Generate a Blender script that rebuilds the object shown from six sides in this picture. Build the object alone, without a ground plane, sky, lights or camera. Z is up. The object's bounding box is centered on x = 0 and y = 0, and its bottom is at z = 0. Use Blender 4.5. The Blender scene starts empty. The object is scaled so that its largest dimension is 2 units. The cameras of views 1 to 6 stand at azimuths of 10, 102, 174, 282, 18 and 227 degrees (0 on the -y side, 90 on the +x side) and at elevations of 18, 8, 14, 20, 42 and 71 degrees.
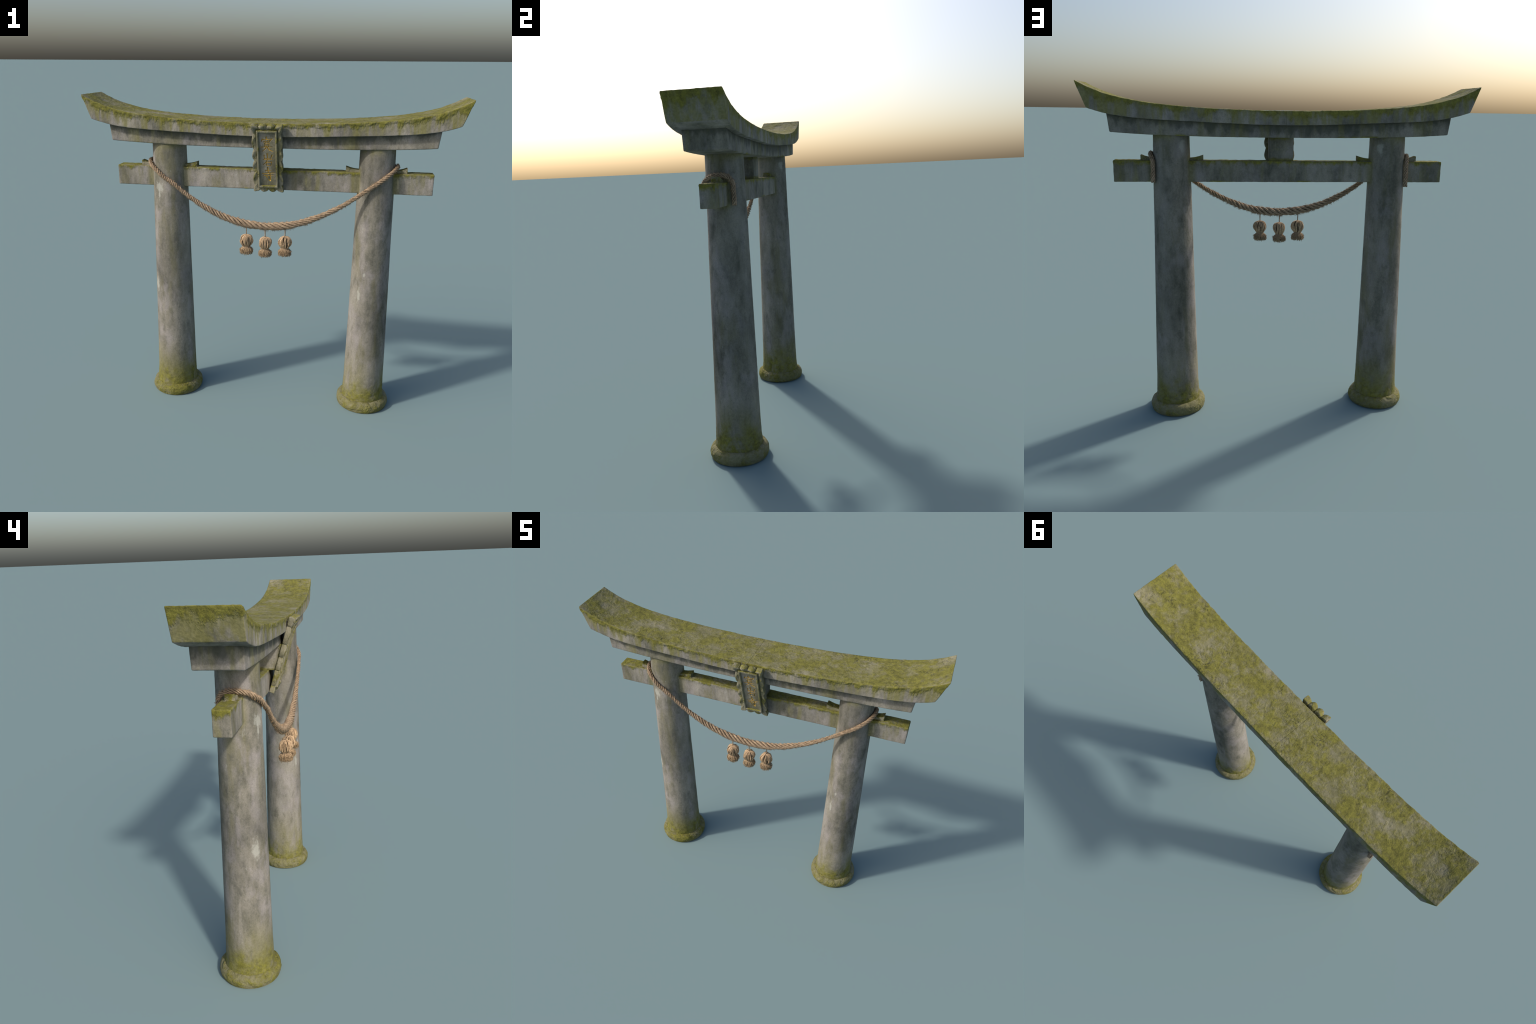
# A weathered, moss-grown stone shrine gate with a straw rope and three tassels.
import bpy, math, random
import numpy as np
from mathutils import Vector

rng = np.random.default_rng(7)
random.seed(7)

# ------------------------------------------------------------------ sizes
DEPTH_MID = 0.016            # y of the gate's middle plane
PILLAR_X = 0.569             # pillar centre at the ground
PILLAR_LEAN = 0.0037         # inward lean per metre of height
PILLAR_R0, PILLAR_TAPER = 0.1165, 0.0163

TOP_POLY = (1.6322, 0.0681, -0.0337, 0.0962)      # even polynomial in x: upper edge of the top beam
LOW_POLY = (1.5632, 0.0880, -0.1500, 0.1560)      # its lower edge
UNDER_POLY = (1.5006, 0.0143, 0.0196, 0.0)        # lower edge of the second beam


def even_poly(x, c):
    q = np.asarray(x) ** 2
    return c[0] + q * (c[1] + q * (c[2] + q * c[3]))


def pillar_centre(z):
    return PILLAR_X - PILLAR_LEAN * z


def pillar_radius(z):
    return PILLAR_R0 - PILLAR_TAPER * z


def smoothstep(x, a, b):
    t = np.clip((np.asarray(x) - a) / (b - a), 0, 1)
    return t * t * (3 - 2 * t)


# ------------------------------------------------------------------ noise (gradient-free value noise, numpy)
def _hash(i, j, k, seed):
    n = (i * 374761393 + j * 668265263 + k * 1274126177 + seed * 974634777) & 0xFFFFFFFF
    n = ((n ^ (n >> 13)) * 1274126177) & 0xFFFFFFFF
    n = ((n ^ (n >> 16)) * 2246822519) & 0xFFFFFFFF
    return ((n ^ (n >> 15)) & 0xFFFF) / 32767.5 - 1.0


def noise3(p, scale, seed=0, octaves=3, rough=0.5):
    p = np.asarray(p, dtype=np.float64) * np.asarray(scale, dtype=np.float64)
    total, amp, norm = 0.0, 1.0, 0.0
    for o in range(octaves):
        q = p * (2.03 ** o) + 17.31 * o
        f = np.floor(q).astype(np.int64)
        t = q - f
        t = t * t * t * (t * (t * 6 - 15) + 10)
        acc = 0.0
        for dx in (0, 1):
            wx = t[:, 0] if dx else 1 - t[:, 0]
            for dy in (0, 1):
                wy = t[:, 1] if dy else 1 - t[:, 1]
                for dz in (0, 1):
                    wz = t[:, 2] if dz else 1 - t[:, 2]
                    acc = acc + wx * wy * wz * _hash(f[:, 0] + dx, f[:, 1] + dy, f[:, 2] + dz, seed + o * 13)
        total = total + amp * acc
        norm += amp
        amp *= rough
    return total / norm


# ------------------------------------------------------------------ mesh helpers
def make_object(name, verts, faces, material, parent, smooth=True):
    mesh = bpy.data.meshes.new(name)
    mesh.from_pydata([tuple(map(float, v)) for v in verts], [], [tuple(map(int, f)) for f in faces])
    if smooth:
        mesh.polygons.foreach_set("use_smooth", [True] * len(mesh.polygons))
    mesh.materials.append(material)
    mesh.update()
    ob = bpy.data.objects.new(name, mesh)
    bpy.context.scene.collection.objects.link(ob)
    ob.parent = parent
    return ob


def coords(ob):
    a = np.empty(len(ob.data.vertices) * 3)
    ob.data.vertices.foreach_get("co", a)
    return a.reshape(-1, 3)


def normals(ob):
    a = np.empty(len(ob.data.vertices) * 3)
    ob.data.vertices.foreach_get("normal", a)
    return a.reshape(-1, 3)


def set_coords(ob, co):
    ob.data.vertices.foreach_set("co", np.ascontiguousarray(co).ravel())
    ob.data.update()


def push(ob, amount):
    """Move every vertex along its normal by amount (array or number)."""
    co, n = coords(ob), normals(ob)
    set_coords(ob, co + n * np.asarray(amount).reshape(-1, 1))


def axis_stations(h, step, r):
    inner = np.linspace(-(h - r), h - r, max(2, int(round(2 * (h - r) / step)) + 1))
    edge = [h - r + r * t for t in (0.42, 0.8, 1.0)]
    return np.concatenate([[-e for e in reversed(edge)], inner, edge])


def rounded_block(half, step, r):
    """Surface grid of a box whose edges are rounded with radius r; returns metric positions and quads."""
    steps = step if hasattr(step, "__len__") else (step,) * 3
    ax = [axis_stations(half[i], steps[i], r) for i in range(3)]
    n = [len(a) for a in ax]
    index, verts, faces = {}, [], []

    def vid(i, j, k):
        key = (i, j, k)
        if key not in index:
            index[key] = len(verts)
            verts.append((ax[0][i], ax[1][j], ax[2][k]))
        return index[key]

    for d in range(3):
        u, v = (d + 1) % 3, (d + 2) % 3
        for side in (0, n[d] - 1):
            for a in range(n[u] - 1):
                for b in range(n[v] - 1):
                    quad = []
                    for da, db in ((0, 0), (1, 0), (1, 1), (0, 1)):
                        key = [0, 0, 0]
                        key[d], key[u], key[v] = side, a + da, b + db
                        quad.append(vid(*key))
                    faces.append(quad if side else quad[::-1])
    p = np.array(verts)
    lim = np.array(half) - r
    q = np.clip(p, -lim, lim)
    d = p - q
    length = np.linalg.norm(d, axis=1, keepdims=True)
    p = np.where(length > 1e-9, q + d / np.maximum(length, 1e-9) * r, p)
    return p, faces


def tube_arrays(path, radii, sides, ripple=0.0, lobes=0, twist=0.0, cap=True, frames=None):
    """Verts and faces of a tube along a path, with an optional fluted cross-section."""
    path = np.asarray(path, float)
    n = len(path)
    radii = np.broadcast_to(np.asarray(radii, float), (n,))
    if frames is None:
        frames = parallel_frames(path)
    T, U, V = frames
    ang = np.linspace(0, 2 * np.pi, sides, endpoint=False)
    verts = []
    for i in range(n):
        r = radii[i] * (1 + ripple * np.cos(lobes * ang + twist * i)) if lobes else radii[i] * np.ones(sides)
        verts.append(path[i] + np.outer(r * np.cos(ang), U[i]) + np.outer(r * np.sin(ang), V[i]))
    verts = np.concatenate(verts)
    faces = []
    for i in range(n - 1):
        for s in range(sides):
            t = (s + 1) % sides
            faces.append((i * sides + s, i * sides + t, (i + 1) * sides + t, (i + 1) * sides + s))
    if cap:
        faces.append(tuple(range(sides))[::-1])
        faces.append(tuple((n - 1) * sides + s for s in range(sides)))
    return verts, faces


def parallel_frames(path):
    T = np.gradient(path, axis=0)
    T /= np.linalg.norm(T, axis=1, keepdims=True) + 1e-12
    ref = np.array([0.0, -1.0, 0.0]) if abs(T[0][1]) < 0.8 else np.array([1.0, 0, 0])
    U = np.zeros_like(T)
    u = ref - T[0] * (ref @ T[0])
    U[0] = u / np.linalg.norm(u)
    for i in range(1, len(path)):
        u = U[i - 1] - T[i] * (U[i - 1] @ T[i])
        U[i] = u / np.linalg.norm(u)
    return T, U, np.cross(T, U)


class Pile:
    """Collects several small pieces into one mesh."""
    def __init__(self):
        self.v, self.f, self.n = [], [], 0

    def add(self, verts, faces):
        verts = np.asarray(verts, float)
        self.v.append(verts)
        self.f += [tuple(i + self.n for i in f) for f in faces]
        self.n += len(verts)

    def build(self, name, material, parent, smooth=True):
        return make_object(name, np.concatenate(self.v), self.f, material, parent, smooth)


def spline(points, per=12):
    """Catmull-Rom through the points."""
    p = np.asarray(points, float)
    p = np.vstack([2 * p[0] - p[1], p, 2 * p[-1] - p[-2]])
    out = []
    for i in range(1, len(p) - 2):
        a, b, c, d = p[i - 1], p[i], p[i + 1], p[i + 2]
        for t in np.linspace(0, 1, per, endpoint=False):
            out.append(0.5 * (2 * b + (c - a) * t + (2 * a - 5 * b + 4 * c - d) * t * t + (3 * b - a - 3 * c + d) * t ** 3))
    out.append(p[-2])
    return np.array(out)


def resample(path, step):
    seg = np.linalg.norm(np.diff(path, axis=0), axis=1)
    s = np.concatenate([[0], np.cumsum(seg)])
    m = int(s[-1] / step) + 1
    q = np.linspace(0, s[-1], m)
    return np.stack([np.interp(q, s, path[:, k]) for k in range(3)], 1), q


# ------------------------------------------------------------------ node helper
class Nodes:
    def __init__(self, name):
        self.mat = bpy.data.materials.new(name)
        self.mat.use_nodes = True
        self.t = self.mat.node_tree
        self.t.nodes.clear()
        self.out = self.t.nodes.new("ShaderNodeOutputMaterial")
        self.bsdf = self.t.nodes.new("ShaderNodeBsdfPrincipled")
        self.t.links.new(self.bsdf.outputs[0], self.out.inputs[0])
        self.obj = self.t.nodes.new("ShaderNodeTexCoord").outputs["Object"]
        self.geo = self.t.nodes.new("ShaderNodeNewGeometry")
        s = self.t.nodes.new("ShaderNodeSeparateXYZ")
        self.t.links.new(self.obj, s.inputs[0])
        self.x, self.y, self.z = s.outputs
        s = self.t.nodes.new("ShaderNodeSeparateXYZ")
        self.t.links.new(self.geo.outputs["Normal"], s.inputs[0])
        self.nx, self.ny, self.nz = s.outputs

    def put(self, socket, value):
        if isinstance(value, bpy.types.NodeSocket):
            self.t.links.new(value, socket)
        elif isinstance(value, tuple) and len(value) == 3 and socket.type == "RGBA":
            socket.default_value = (*value, 1)
        else:
            socket.default_value = value

    def m(self, op, a, b=0.0, c=0.0, clamp=False):
        n = self.t.nodes.new("ShaderNodeMath")
        n.operation, n.use_clamp = op, clamp
        for s, v in zip(n.inputs, (a, b, c)):
            self.put(s, v)
        return n.outputs[0]

    def add(self, a, b): return self.m("ADD", a, b)
    def sub(self, a, b): return self.m("SUBTRACT", a, b)
    def mul(self, a, b): return self.m("MULTIPLY", a, b)
    def mx(self, a, b): return self.m("MAXIMUM", a, b)
    def mn(self, a, b): return self.m("MINIMUM", a, b)
    def inv(self, a): return self.m("SUBTRACT", 1.0, a)
    def absx(self): return self.m("ABSOLUTE", self.x)

    def step(self, v, lo, hi, a=0.0, b=1.0):
        n = self.t.nodes.new("ShaderNodeMapRange")
        n.interpolation_type = "SMOOTHSTEP"
        for k, val in zip((0, 1, 2, 3, 4), (v, lo, hi, a, b)):
            self.put(n.inputs[k], val)
        return n.outputs[0]

    def scaled(self, sx, sy, sz, off=(0, 0, 0), warp=None):
        n = self.t.nodes.new("ShaderNodeMapping")
        n.inputs["Scale"].default_value = (sx, sy, sz)
        n.inputs["Location"].default_value = off
        self.put(n.inputs[0], warp if warp is not None else self.obj)
        return n.outputs[0]

    def noise(self, scale, detail=4.0, rough=0.55, vec=None, dist=0.0):
        n = self.t.nodes.new("ShaderNodeTexNoise")
        n.inputs["Scale"].default_value = scale
        n.inputs["Detail"].default_value = detail
        n.inputs["Roughness"].default_value = rough
        n.inputs["Distortion"].default_value = dist
        self.put(n.inputs["Vector"], vec if vec is not None else self.obj)
        return n.outputs["Fac"]

    def ramp(self, fac, stops):
        n = self.t.nodes.new("ShaderNodeValToRGB")
        e = n.color_ramp.elements
        while len(e) < len(stops):
            e.new(0.5)
        for el, (p, c) in zip(e, stops):
            el.position, el.color = p, (*c, 1)
        self.put(n.inputs[0], fac)
        return n.outputs[0]

    def mix(self, fac, a, b, mode="MIX"):
        n = self.t.nodes.new("ShaderNodeMix")
        n.data_type, n.blend_type = "RGBA", mode
        self.put(n.inputs[0], fac)
        self.put(n.inputs[6], a)
        self.put(n.inputs[7], b)
        return n.outputs[2]

    def bump(self, height, strength, distance, normal=None):
        n = self.t.nodes.new("ShaderNodeBump")
        n.inputs["Strength"].default_value = strength
        n.inputs["Distance"].default_value = distance
        self.put(n.inputs["Height"], height)
        if normal is not None:
            self.put(n.inputs["Normal"], normal)
        return n.outputs[0]

    def poly(self, c):
        q = self.mul(self.x, self.x)
        v = self.m("MULTIPLY_ADD", q, c[3], c[2])
        v = self.m("MULTIPLY_ADD", v, q, c[1])
        return self.m("MULTIPLY_ADD", v, q, c[0])

    def spot(self, centre, radii):
        """1 inside an ellipsoid whose border is roughened by noise."""
        n = self.t.nodes.new("ShaderNodeVectorMath")
        n.operation = "SUBTRACT"
        self.put(n.inputs[0], self.obj)
        n.inputs[1].default_value = centre
        k = self.t.nodes.new("ShaderNodeVectorMath")
        k.operation = "DIVIDE"
        self.put(k.inputs[0], n.outputs[0])
        k.inputs[1].default_value = radii
        ln = self.t.nodes.new("ShaderNodeVectorMath")
        ln.operation = "LENGTH"
        self.put(ln.inputs[0], k.outputs[0])
        return ln.outputs["Value"]

    def finish(self, colour, rough=0.9, normal=None):
        self.put(self.bsdf.inputs["Base Color"], colour)
        self.put(self.bsdf.inputs["Roughness"], rough)
        self.bsdf.inputs["Specular IOR Level"].default_value = 0.25
        if normal is not None:
            self.put(self.bsdf.inputs["Normal"], normal)
        return self.mat


# ------------------------------------------------------------------ stone
def stone(name, moss_of, dark_of=None, pale_spots=(), vertical=True, seam=False, tone=1.0, relief=0.55, tufts=False):
    """Weathered granite; moss_of(n) returns the moss mask (0..1), dark_of(n) a mask for shade painted into the colour."""
    n = Nodes(name)
    zs = 0.3 if vertical else 1.0
    big = n.noise(6.5, 5, 0.6, n.scaled(1, 1, zs, (3, 1, 2)), 0.4)
    streak = n.noise(22, 5, 0.65, n.scaled(1, 1, 0.34 if vertical else 0.8, (1, 5, 2)), 0.3)
    fine = n.noise(85, 4, 0.65)
    grain = n.noise(260, 2, 0.6)
    v = n.add(n.mul(big, 0.48), n.add(n.mul(streak, 0.36), n.mul(fine, 0.16)))
    t = tone
    col = n.ramp(v, [(0.38, (0.110 * t, 0.106 * t, 0.085 * t)), (0.45, (0.185 * t, 0.175 * t, 0.142 * t)),
                     (0.52, (0.262 * t, 0.242 * t, 0.200 * t)), (0.60, (0.325 * t, 0.302 * t, 0.258 * t)),
                     (0.70, (0.40 * t, 0.378 * t, 0.335 * t))])
    # cool violet-grey and warm olive washes
    cool = n.step(n.noise(11, 5, 0.62, n.scaled(1, 1, 0.5, (9, 4, 7)), 0.3), 0.47, 0.66)
    col = n.mix(n.mul(cool, 0.55), col, (0.355 * t, 0.325 * t, 0.320 * t))
    olive = n.step(n.noise(8, 4, 0.6, n.scaled(1.3, 1.3, 0.28, (2, 8, 5))), 0.50, 0.68)
    col = n.mix(n.mul(olive, 0.62), col, (0.180 * t, 0.166 * t, 0.082 * t))
    drip = n.step(n.noise(48, 3, 0.5, n.scaled(1, 1, 0.10, (4, 4, 4))), 0.56, 0.74)
    col = n.mix(n.mul(drip, 0.14 if vertical else 0.1), col, (0.36 * t, 0.34 * t, 0.30 * t))
    blot = n.step(n.noise(15, 5, 0.65, n.scaled(1, 1, 0.5, (7, 2, 1)), 0.4), 0.54, 0.72)
    col = n.mix(n.mul(blot, 0.6), col, (0.115 * t, 0.112 * t, 0.092 * t))
    lichen = n.step(n.noise(24, 4, 0.6, n.scaled(1, 1, 0.5, (6, 6, 3))), 0.66, 0.76)
    col = n.mix(n.mul(lichen, 0.45), col, (0.39, 0.385, 0.34))
    shade = n.noise(4.2, 4, 0.62, n.scaled(1, 1, 0.6, (11, 3, 6)))
    col = n.mix(0.75, col, n.ramp(shade, [(0.34, (0.52, 0.53, 0.53)), (0.5, (0.88, 0.88, 0.88)), (0.66, (1.10, 1.09, 1.08))]), "MULTIPLY")
    speck = n.step(n.noise(120, 3, 0.6, n.scaled(1, 1, 0.6, (2, 9, 4))), 0.60, 0.70)
    col = n.mix(n.mul(speck, 0.35), col, (0.10 * t, 0.10 * t, 0.082 * t))
    col = n.mix(0.5, col, n.ramp(grain, [(0.3, (0.72, 0.72, 0.72)), (0.7, (1.22, 1.22, 1.22))]), "MULTIPLY")
    height = n.add(n.mul(fine, 0.6), n.mul(n.noise(28, 4, 0.6), 0.7))
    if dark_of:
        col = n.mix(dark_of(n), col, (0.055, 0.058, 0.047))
    for centre, radii in pale_spots:
        d = n.add(n.spot(centre, radii), n.mul(n.sub(n.noise(40, 5, 0.7, n.scaled(1, 1, 0.6)), 0.5), 3.4))
        mask = n.inv(n.step(d, 0.35, 1.15))
        col = n.mix(n.mul(mask, 0.55), col, (0.42, 0.42, 0.37))
        height = n.add(height, n.mul(mask, -0.35))
    rear = n.mul(n.step(n.add(n.ny, n.mul(n.nx, 0.4)), -0.1, 0.6), n.inv(n.step(n.nz, 0.4, 0.7)))   # darker, greener tint on rear-facing faces
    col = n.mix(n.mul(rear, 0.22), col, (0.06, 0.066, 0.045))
    moss, wash = moss_of(n, fine)
    tuft = n.noise(150, 3, 0.7)
    lump = n.noise(42, 4, 0.65)
    col = n.mix(n.mul(wash, 0.8), col, n.ramp(fine, [(0.3, (0.135, 0.128, 0.036)), (0.7, (0.215, 0.20, 0.072))]))
    mcol = n.ramp(n.add(n.mul(tuft, 0.4), n.mul(lump, 0.6)),
                  [(0.33, (0.060, 0.058, 0.012)), (0.46, (0.128, 0.120, 0.023)), (0.58, (0.182, 0.173, 0.029)), (0.72, (0.235, 0.215, 0.066))])
    if tufts:                      # tight dark clumps here and there
        where = n.mul(n.step(n.noise(7.5, 3, 0.5, n.scaled(1, 1, 1, (1, 9, 3))), 0.54, 0.66), n.step(n.nz, 0.5, 0.8))
        pits = n.step(n.noise(95, 3, 0.65, n.scaled(1, 1, 1, (5, 5, 1))), 0.52, 0.64)
        mcol = n.mix(n.mul(n.mul(where, pits), 0.75), mcol, (0.040, 0.040, 0.012))
        height = n.sub(height, n.mul(n.mul(where, pits), 1.6))
    col = n.mix(moss, col, mcol)
    height = n.add(height, n.mul(moss, n.add(n.mul(lump, 1.6), n.mul(tuft, 0.7))))
    if seam:
        line = n.m("ABSOLUTE", n.add(n.add(n.x, 0.010), n.mul(n.sub(n.noise(12), 0.5), 0.010)))
        near = n.inv(n.step(line, 0.0005, 0.0022))
        col = n.mix(n.mul(near, 0.35), col, (0.045, 0.045, 0.02))
        height = n.sub(height, n.mul(near, 0.6))
    return n.finish(col, 0.92, n.bump(height, relief, 0.006))


def moss_on_top_beam(n, fine):
    top = n.step(n.nz, 0.55, 0.8)
    cover = n.add(n.mul(n.noise(8.5, 5, 0.62, n.scaled(1, 1, 1, (5, 3, 2))), 0.75), n.mul(n.noise(46, 4, 0.65), 0.33))
    m_top = n.mul(n.mul(top, n.step(cover, 0.39, 0.62)), 0.93)
    depth = n.sub(n.poly(TOP_POLY), n.z)
    ragged = n.noise(17, 5, 0.62, n.scaled(1, 1, 0.25, (2, 2, 8)))
    tips = n.step(n.absx(), 0.6, 1.0)
    width = n.add(n.m("MULTIPLY_ADD", n.sub(ragged, 0.43), 0.16, 0.010), n.mul(tips, 0.016))
    grit = n.mul(n.sub(n.noise(70, 4, 0.7), 0.5), 0.035)
    broken = n.step(n.noise(10, 4, 0.6, n.scaled(1, 1, 0.3, (4, 4, 4))), 0.34, 0.50)
    m_side = n.mul(n.inv(top), n.inv(n.step(n.add(n.sub(depth, width), grit), -0.013, 0.011)))
    m_side = n.mul(m_side, n.m("MULTIPLY_ADD", broken, 0.65, 0.28))
    run = n.noise(24, 3, 0.55, n.scaled(1, 1, 0.10, (8, 2, 8)))
    reach = n.add(n.m("MULTIPLY_ADD", n.sub(run, 0.46), 0.55, 0.03), n.mul(tips, 0.06))
    wash = n.mul(n.inv(top), n.inv(n.step(n.sub(depth, reach), -0.06, 0.05)))
    wash = n.mul(wash, n.step(n.nz, -0.6, -0.3))
    fleck = n.noise(34, 4, 0.6, n.scaled(1, 1, 0.10, (3, 7, 1)))
    wash = n.mul(wash, n.step(fleck, 0.31, 0.55))
    butt = n.step(n.m("ABSOLUTE", n.nx), 0.6, 0.85)                  # damp end faces
    wash = n.mx(n.mx(wash, n.mul(butt, n.step(n.noise(13, 4, 0.6, n.scaled(1, 1, 0.4)), 0.34, 0.56))), n.mul(top, 0.66))
    return n.mx(m_top, m_side), wash


def moss_on_under_beam(n, fine):
    low = n.sub(n.z, n.poly(UNDER_POLY))
    m = n.mul(n.inv(n.step(low, 0.0, 0.014)), n.step(n.noise(6, 3, 0.5), 0.60, 0.68))
    wash = n.mul(n.step(n.noise(20, 3, 0.55, n.scaled(1, 1, 0.15)), 0.52, 0.68), 0.5)
    return m, wash


def painted_shade_on_under_beam(n):
    depth = n.sub(n.poly(LOW_POLY), n.z)  # occlusion below the top beam's overhang, baked in as a dark tint
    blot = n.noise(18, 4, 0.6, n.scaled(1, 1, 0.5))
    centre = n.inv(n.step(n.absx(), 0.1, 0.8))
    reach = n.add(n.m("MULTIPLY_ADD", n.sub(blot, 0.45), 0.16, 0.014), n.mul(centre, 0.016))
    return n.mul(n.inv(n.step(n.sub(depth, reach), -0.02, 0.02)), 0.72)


def moss_on_tie_beam(n, fine):
    top = n.step(n.nz, 0.5, 0.8)
    m_top = n.mul(top, n.step(n.add(n.mul(n.noise(11, 4, 0.6), 0.7), n.mul(n.noise(50, 4, 0.6), 0.35)), 0.36, 0.58))
    depth = n.sub(1.380, n.z)
    ragged = n.noise(20, 5, 0.6, n.scaled(1, 1, 0.4, (1, 2, 3)))
    width = n.m("MULTIPLY_ADD", n.sub(ragged, 0.45), 0.09, 0.008)
    ends = n.mul(n.step(n.m("ABSOLUTE", n.nx), 0.7, 0.9), 0.014)
    side = n.mul(n.inv(top), n.inv(n.step(n.add(n.sub(depth, n.add(width, ends)), n.mul(n.sub(n.noise(70, 4, 0.7), 0.5), 0.03)), -0.012, 0.011)))
    joint = n.inv(n.step(n.m("ABSOLUTE", n.sub(n.absx(), 0.5645)), 0.095, 0.135))
    low = n.mul(n.inv(n.step(n.z, 1.271, 1.283)), n.step(n.noise(9, 3, 0.5), 0.56, 0.66))
    wash = n.mul(n.mx(joint, n.step(n.noise(22, 3, 0.5, n.scaled(1, 1, 0.2)), 0.55, 0.72)), 0.6)
    return n.mx(n.mx(m_top, side), low), n.mx(wash, n.mul(top, 0.6))


def moss_on_strut(n, fine):
    r = n.noise(18, 4, 0.6)
    foot = n.inv(n.step(n.add(n.sub(n.z, 1.385), n.mul(n.sub(r, 0.5), 0.05)), -0.005, 0.012))
    head = n.step(n.add(n.z, n.mul(n.sub(r, 0.5), 0.06)), 1.478, 1.50)
    front = n.inv(n.step(n.y, -0.08, -0.06))
    return n.mul(n.mx(foot, n.mx(n.mul(head, 0.8), n.mul(front, n.step(r, 0.4, 0.6)))), 0.8), n.mul(n.step(r, 0.5, 0.7), 0.4)


def moss_on_pillar(n, fine):
    ragged = n.noise(12, 5, 0.62, n.scaled(1, 1, 0.7))
    edge = n.m("MULTIPLY_ADD", n.sub(ragged, 0.5), 0.36, 0.135)
    m = n.inv(n.step(n.sub(n.z, edge), -0.07, 0.07))
    low = n.inv(n.step(n.z, 0.08, 0.42))
    clump = n.step(n.noise(26, 4, 0.6), 0.32, 0.55)
    wash = n.mul(low, n.step(n.noise(9, 4, 0.6, n.scaled(1, 1, 0.4)), 0.3, 0.6))
    joint = n.inv(n.step(n.m("ABSOLUTE", n.sub(n.z, 1.33)), 0.05, 0.09))
    side = n.inv(n.step(n.m("ABSOLUTE", n.sub(n.y, DEPTH_MID)), 0.03, 0.06))
    head = n.step(n.z, 1.46, 1.51)
    wash = n.mx(wash, n.mul(n.mx(n.mul(joint, side), n.mul(head, n.step(ragged, 0.4, 0.6))), 0.75))
    return n.mul(m, n.add(n.mul(clump, 0.62), 0.34)), wash


def moss_on_ring(n, fine):
    m = n.step(n.add(n.mul(n.noise(9, 4, 0.6), 0.6), n.mul(n.noise(34, 4, 0.65), 0.4)), 0.43, 0.60)
    return n.mul(m, 0.95), 0.75


def moss_everywhere(n, fine):
    m = n.step(n.add(n.mul(n.nz, 0.14), n.noise(22, 4, 0.65)), 0.45, 0.62)
    return m, 0.5


def moss_on_plaque(n, fine):
    up = n.mul(n.step(n.nz, 0.25, 0.7), 0.16)
    v = n.add(up, n.noise(30, 4, 0.6, n.scaled(1.5, 1, 0.7)))
    return n.mul(n.step(v, 0.49, 0.68), 0.85), 0.42


def moss_on_panel(n, fine):
    return n.mul(n.step(n.noise(30, 3, 0.5), 0.66, 0.8), 0.5), 0.12


PALE = [((-0.606, -0.074, 1.268), (0.024, 0.03, 0.036)), ((-0.606, -0.075, 1.232), (0.010, 0.03, 0.032)),
        ((-0.646, -0.052, 0.700), (0.018, 0.022, 0.055)), 
        ((0.508, -0.071, 0.712), (0.0085, 0.02, 0.045)), ((0.532, -0.081, 0.836), (0.007, 0.02, 0.014)),
        ((0.506, 0.087, 1.452), (0.020, 0.02, 0.032)), ((-0.509, 0.089, 1.450), (0.022, 0.02, 0.034))]

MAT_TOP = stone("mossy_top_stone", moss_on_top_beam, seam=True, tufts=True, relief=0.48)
MAT_UNDER = stone("shade_painted_under_stone", moss_on_under_beam, painted_shade_on_under_beam, tone=0.95, relief=0.42)
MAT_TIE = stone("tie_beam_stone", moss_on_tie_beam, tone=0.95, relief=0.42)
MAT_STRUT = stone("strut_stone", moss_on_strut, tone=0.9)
MAT_PILLAR = stone("pillar_stone", moss_on_pillar, pale_spots=PALE, tone=0.885, relief=0.36)  # tone lowered all round to match the pillars' shadowed backs
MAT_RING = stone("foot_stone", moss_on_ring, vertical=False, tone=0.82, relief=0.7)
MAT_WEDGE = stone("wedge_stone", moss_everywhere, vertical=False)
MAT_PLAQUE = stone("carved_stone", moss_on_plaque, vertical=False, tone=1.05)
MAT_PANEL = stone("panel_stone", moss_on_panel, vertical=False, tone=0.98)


def gold_paint():
    n = Nodes("worn_gold_paint")
    v = n.noise(140, 4, 0.6)
    col = n.ramp(v, [(0.3, (0.12, 0.085, 0.03)), (0.47, (0.42, 0.26, 0.045)), (0.7, (0.58, 0.38, 0.085))])
    return n.finish(col, 0.7, n.bump(v, 0.2, 0.002))


def straw(name, dark, mid, light, scale=1.0):
    n = Nodes(name)
    a = n.noise(70 * scale, 4, 0.6)
    b = n.noise(330 * scale, 2, 0.5)
    rnd = n.t.nodes.new("ShaderNodeObjectInfo").outputs["Random"]
    v = n.add(n.add(n.mul(a, 0.6), n.mul(b, 0.4)), n.mul(n.sub(rnd, 0.5), 0.05))
    col = n.ramp(v, [(0.32, dark), (0.5, mid), (0.66, light)])
    return n.finish(col, 0.85, n.bump(b, 0.4, 0.001))


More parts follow.
